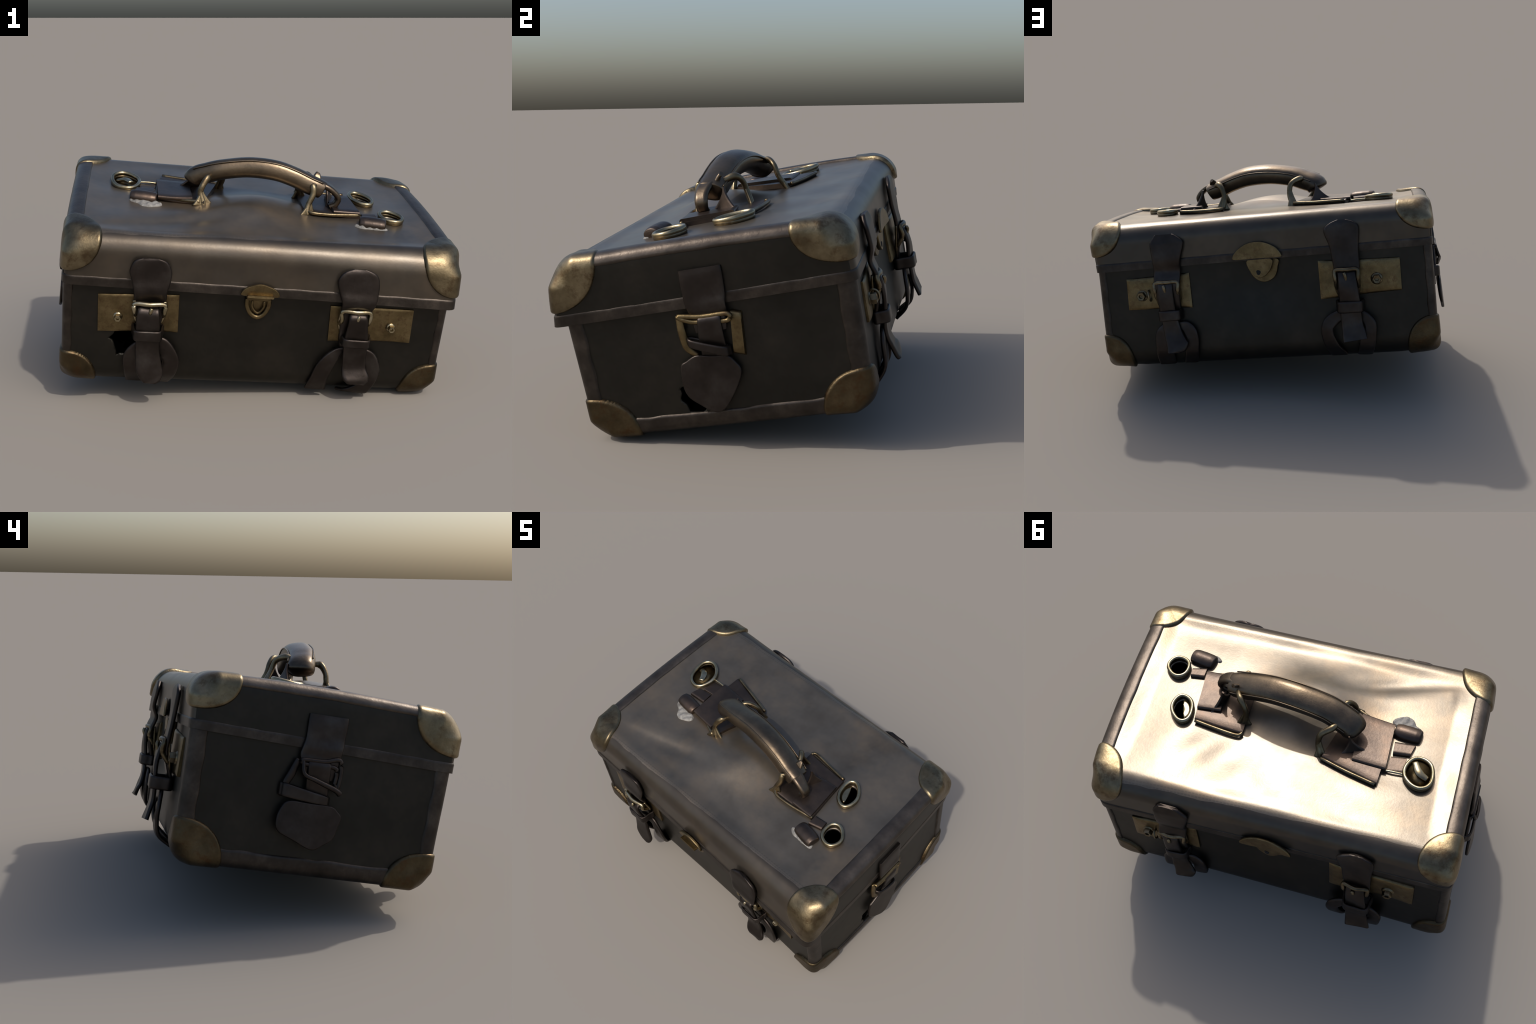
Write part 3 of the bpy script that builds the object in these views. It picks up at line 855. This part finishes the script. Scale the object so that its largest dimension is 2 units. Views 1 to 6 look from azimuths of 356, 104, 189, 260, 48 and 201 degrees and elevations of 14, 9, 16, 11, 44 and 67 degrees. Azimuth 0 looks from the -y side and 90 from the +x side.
mount_l = quad_slab([(-.478, -.075), (-.255, -.150), (-.172, .176), (-.468, .262)], 0.009, 0.024, "mount_plate", pad_mat)
mount_r = quad_slab([(.250, -.195), (.540, -.192), (.505, .112), (.243, .138)], 0.009, 0.024, "mount_plate", pad_mat)
quad_slab([(-.312, -.122), (-.482, -.100), (-.491, .173), (-.322, .158)], 0.026, 0.020, "mount_pad", pad_mat)
quad_slab([(.400, -.190), (.533, -.192), (.510, .050), (.388, .040)], 0.026, 0.020, "mount_pad", pad_mat)
def spike(tip, foot, w, name="pad_spike"):
    tip, foot = np.array(tip), np.array(foot, float)
    st = []
    for k in np.linspace(0, 1, 6):
        c = foot + (tip - foot) * k
        c[2] = foot[2] + (tip[2] - foot[2]) * k ** 1.2
        ww = np.array([w[0], w[1], 0]) * ((1 - k) ** 1.6 + 0.06)
        st.append((c - ww, c + ww))
    rib(st, 0.014, name, pad_mat, handle, steps=3)
spike((.381, -.010, .632), (.405, -.02, .527), (.028, .068))
spike((-.291, .089, .624), (-.325, .105, .527), (.062, .02))

def d_bracket(pts, foot_width):
    """Brass arm hooked out of the handle's end, down to the mount, its foot flared to a web."""
    arm = tube(pts, [.013, .018, .0155, .015, .016, .015], sides=14, flat=(1.0, .85), up=(0.1, 1, 0.2))
    # web at the foot
    tip, foot = np.array(pts[2]) * .5 + np.array(pts[3]) * .5, np.array(pts[5])
    st = []
    for k in np.linspace(0, 1, 6):
        c = foot + (tip - foot) * k
        ww = np.array([1.0, .25, 0]) * (foot_width * (1 - k) ** 1.5 + .007)
        st.append((c - ww, c + ww))
    return join(arm, ribbon(st, .016, steps=3))
for arms in ([([(-.225, -.045, .640), (-.240, -.088, .645), (-.264, -.112, .612), (-.274, -.120, .575), (-.262, -.132, .535), (-.258, -.138, .515)], .050),
              ([(-.225, .040, .645), (-.207, .082, .656), (-.158, .115, .632), (-.147, .130, .575), (-.158, .150, .530), (-.165, .160, .505)], .026)],
             [([(.305, -.105, .640), (.290, -.142, .648), (.290, -.158, .612), (.271, -.170, .565), (.262, -.182, .530), (.266, -.188, .512)], .036),
              ([(.310, -.035, .645), (.280, .020, .658), (.254, .046, .630), (.244, .056, .580), (.252, .066, .535), (.258, .070, .512)], .034)]):
    parts = [d_bracket(*a) for a in arms]
    t0, t1 = np.array(arms[0][0][0]), np.array(arms[1][0][0])
    parts.append(tube([t0, (t0 + t1) / 2, t1], 0.011, sides=10))
    v, f = join(*parts)
    make("handle_bracket", v, f, brass, handle)
# brass rods folded into the plates' edges
for pts in ([(-.488, -.050), (-.40, -.09), (-.275, -.145)], [(.268, -.185), (.30, -.203), (.40, -.200), (.538, -.182)], [(-.17, .18), (-.3, .22), (-.46, .262)], [(.245, .132), (.27, .150), (.38, .136), (.50, .118)]):
    v, f = tube([(x, y, top_z(x, y) + .017) for x, y in pts], .009, sides=8)
    make("edge_rod", v, f, brass, handle)

# ------------------------------------------------------------------ rings on the lid and their keepers
for i, (x, y, a, b, ang) in enumerate(RINGS):
    c, s = math.cos(math.radians(ang)), math.sin(math.radians(ang))
    z = top_z(x, y)
    tilt = (0.010, 0.004, 0.004)[i]
    pts = []
    for t in np.linspace(0, 2 * np.pi, 15)[:-1]:
        ca, sa = math.cos(t) * (a - .010) * (1 + .04 * math.sin(2 * t + i)), math.sin(t) * (b - .010) * (1 + .05 * math.sin(3 * t + i))
        pts.append((x + c * ca - s * sa, y + s * ca + c * sa, z + .021 + tilt * math.cos(t)))
    v, f = tube(pts, 0.0100, closed=True, sides=12, flat=(1, 1.2), steps=4)
    ring = make("lid_ring", v, f, bright_brass)
    # collar below the ring
    base_pts = [(px, py, top_z(px, py) + .008) for px, py, pz in pts]
    v, f = tube(base_pts, 0.0065, closed=True, sides=12, steps=4, flat=(1.2, 1.6))
    make("ring_collar", v, f, brass, ring)
    if i == 0:   # closed eye with a cross bar and a sunk brass dish
        v, f = tube([(x + .03, y - .052, z + .030), (x, y - .0, z + .026), (x - .045, y + .02, z + .012)], [.012, .018, .014], sides=10, flat=(1.2, .6))
        make("ring_bar", v, f, bright_brass, ring)
        dish = []
        for k, h in ((.98, .004), (.7, .003), (.35, .002), (.01, .002)):
            dish.append([(x + c * math.cos(t) * a * k * .9 - s * math.sin(t) * b * k * .9, y + s * math.cos(t) * a * k * .9 + c * math.sin(t) * b * k * .9, z + h) for t in np.linspace(0, 2 * np.pi, 25)[:-1]])
        v, f = loft(dish)
        make("ring_dish", v, f, plate_brass, ring)
    if i == 1:   # half closed by a bent lip
        v, f = outline = loft([[(x + k * (c * math.cos(t) * .066 - s * math.sin(t) * .044) , y + k * (s * math.cos(t) * .066 + c * math.sin(t) * .044), z + .016 - .004 * k) for t in np.linspace(.15, math.pi * .95, 14)] + [(x + .0, y + .0, z + .010)] for k in (1.0, .7, .45)], caps=True)
        make("ring_lip", v, f, bright_brass, ring)

def bar_keeper(p0, p1, r, name, mat):
    """Padded leather roll across a strap."""
    p0, p1 = np.array(p0), np.array(p1)
    q = [p0 + (p1 - p0) * k for k in (0, .04, .2, .5, .8, .96, 1)]
    v, f = tube([(*w, top_z(*w) + .012) for w in q], [r * .55, r * .85, r, r * 1.03, r, r * .85, r * .5], sides=20, flat=(1, .72))
    return make(name, v, f, mat)
bar_keeper((-.486, -.078), (-.622, -.060), .042, "leather_keeper", pad_mat)
bar_keeper((.518, -.262), (.650, -.288), .044, "leather_keeper", pad_mat)
def tile(corners, name="strap_stub", lift=0.007, t=0.024, mat=pad_mat):
    quad_slab(corners, lift, t, name, mat, root)
tile([(-.500, -.008), (-.604, -.012), (-.588, .060), (-.505, .066)])
tile([(.546, -.222), (.622, -.204), (.616, -.148), (.546, -.155)])
tile([(-.50, .075), (-.575, .068), (-.575, .155), (-.49, .165)], lift=0.002, t=.012)
v, f = tube([(-.49, .165, top_z(-.49, .165) + .012), (-.53, .166, top_z(-.53, .166) + .014), (-.58, .165, top_z(-.58, .165) + .012)], .006, sides=8)
make("ring_wire", v, f, bright_brass)

# pale padding showing where the keepers are torn from the lid
def lid_patch(name, pts, thick, mat, rough):
    pf = poly_field(catmull(pts, 5, closed=True))
    def field(p, w):
        f = pf(w[:, 0], w[:, 1]) + rough * (np.sin(61 * w[:, 0] + 90 * w[:, 1]) + np.sin(113 * w[:, 0] - 47 * w[:, 1] + 2) + np.sin(29 * w[:, 0] + 171 * w[:, 1])) * 0.6
        return np.where(p[:, 2] > LID_H - 1e-6, f, -1.0)
    return patch(name, "lid", field, thick, 0.012, mat, relief=lambda w: 0.0022 * (np.sin(87 * w[:, 0] + 60 * w[:, 1]) + np.sin(103 * w[:, 1] - 140 * w[:, 0]) + np.sin(190 * w[:, 0] + 1)))
lid_patch("torn_padding", [(-.470, -.110), (-.466, -.150), (-.515, -.178), (-.556, -.172), (-.578, -.140), (-.615, -.112), (-.630, -.085), (-.62, -.085), (-.54, -.098)], 0.011, glue_mat, 0.0015)
lid_patch("torn_padding", [(.495, -.28), (.505, -.312), (.545, -.325), (.61, -.328), (.650, -.325), (.655, -.31), (.64, -.295), (.57, -.28)], 0.009, glue_mat, 0.0015)
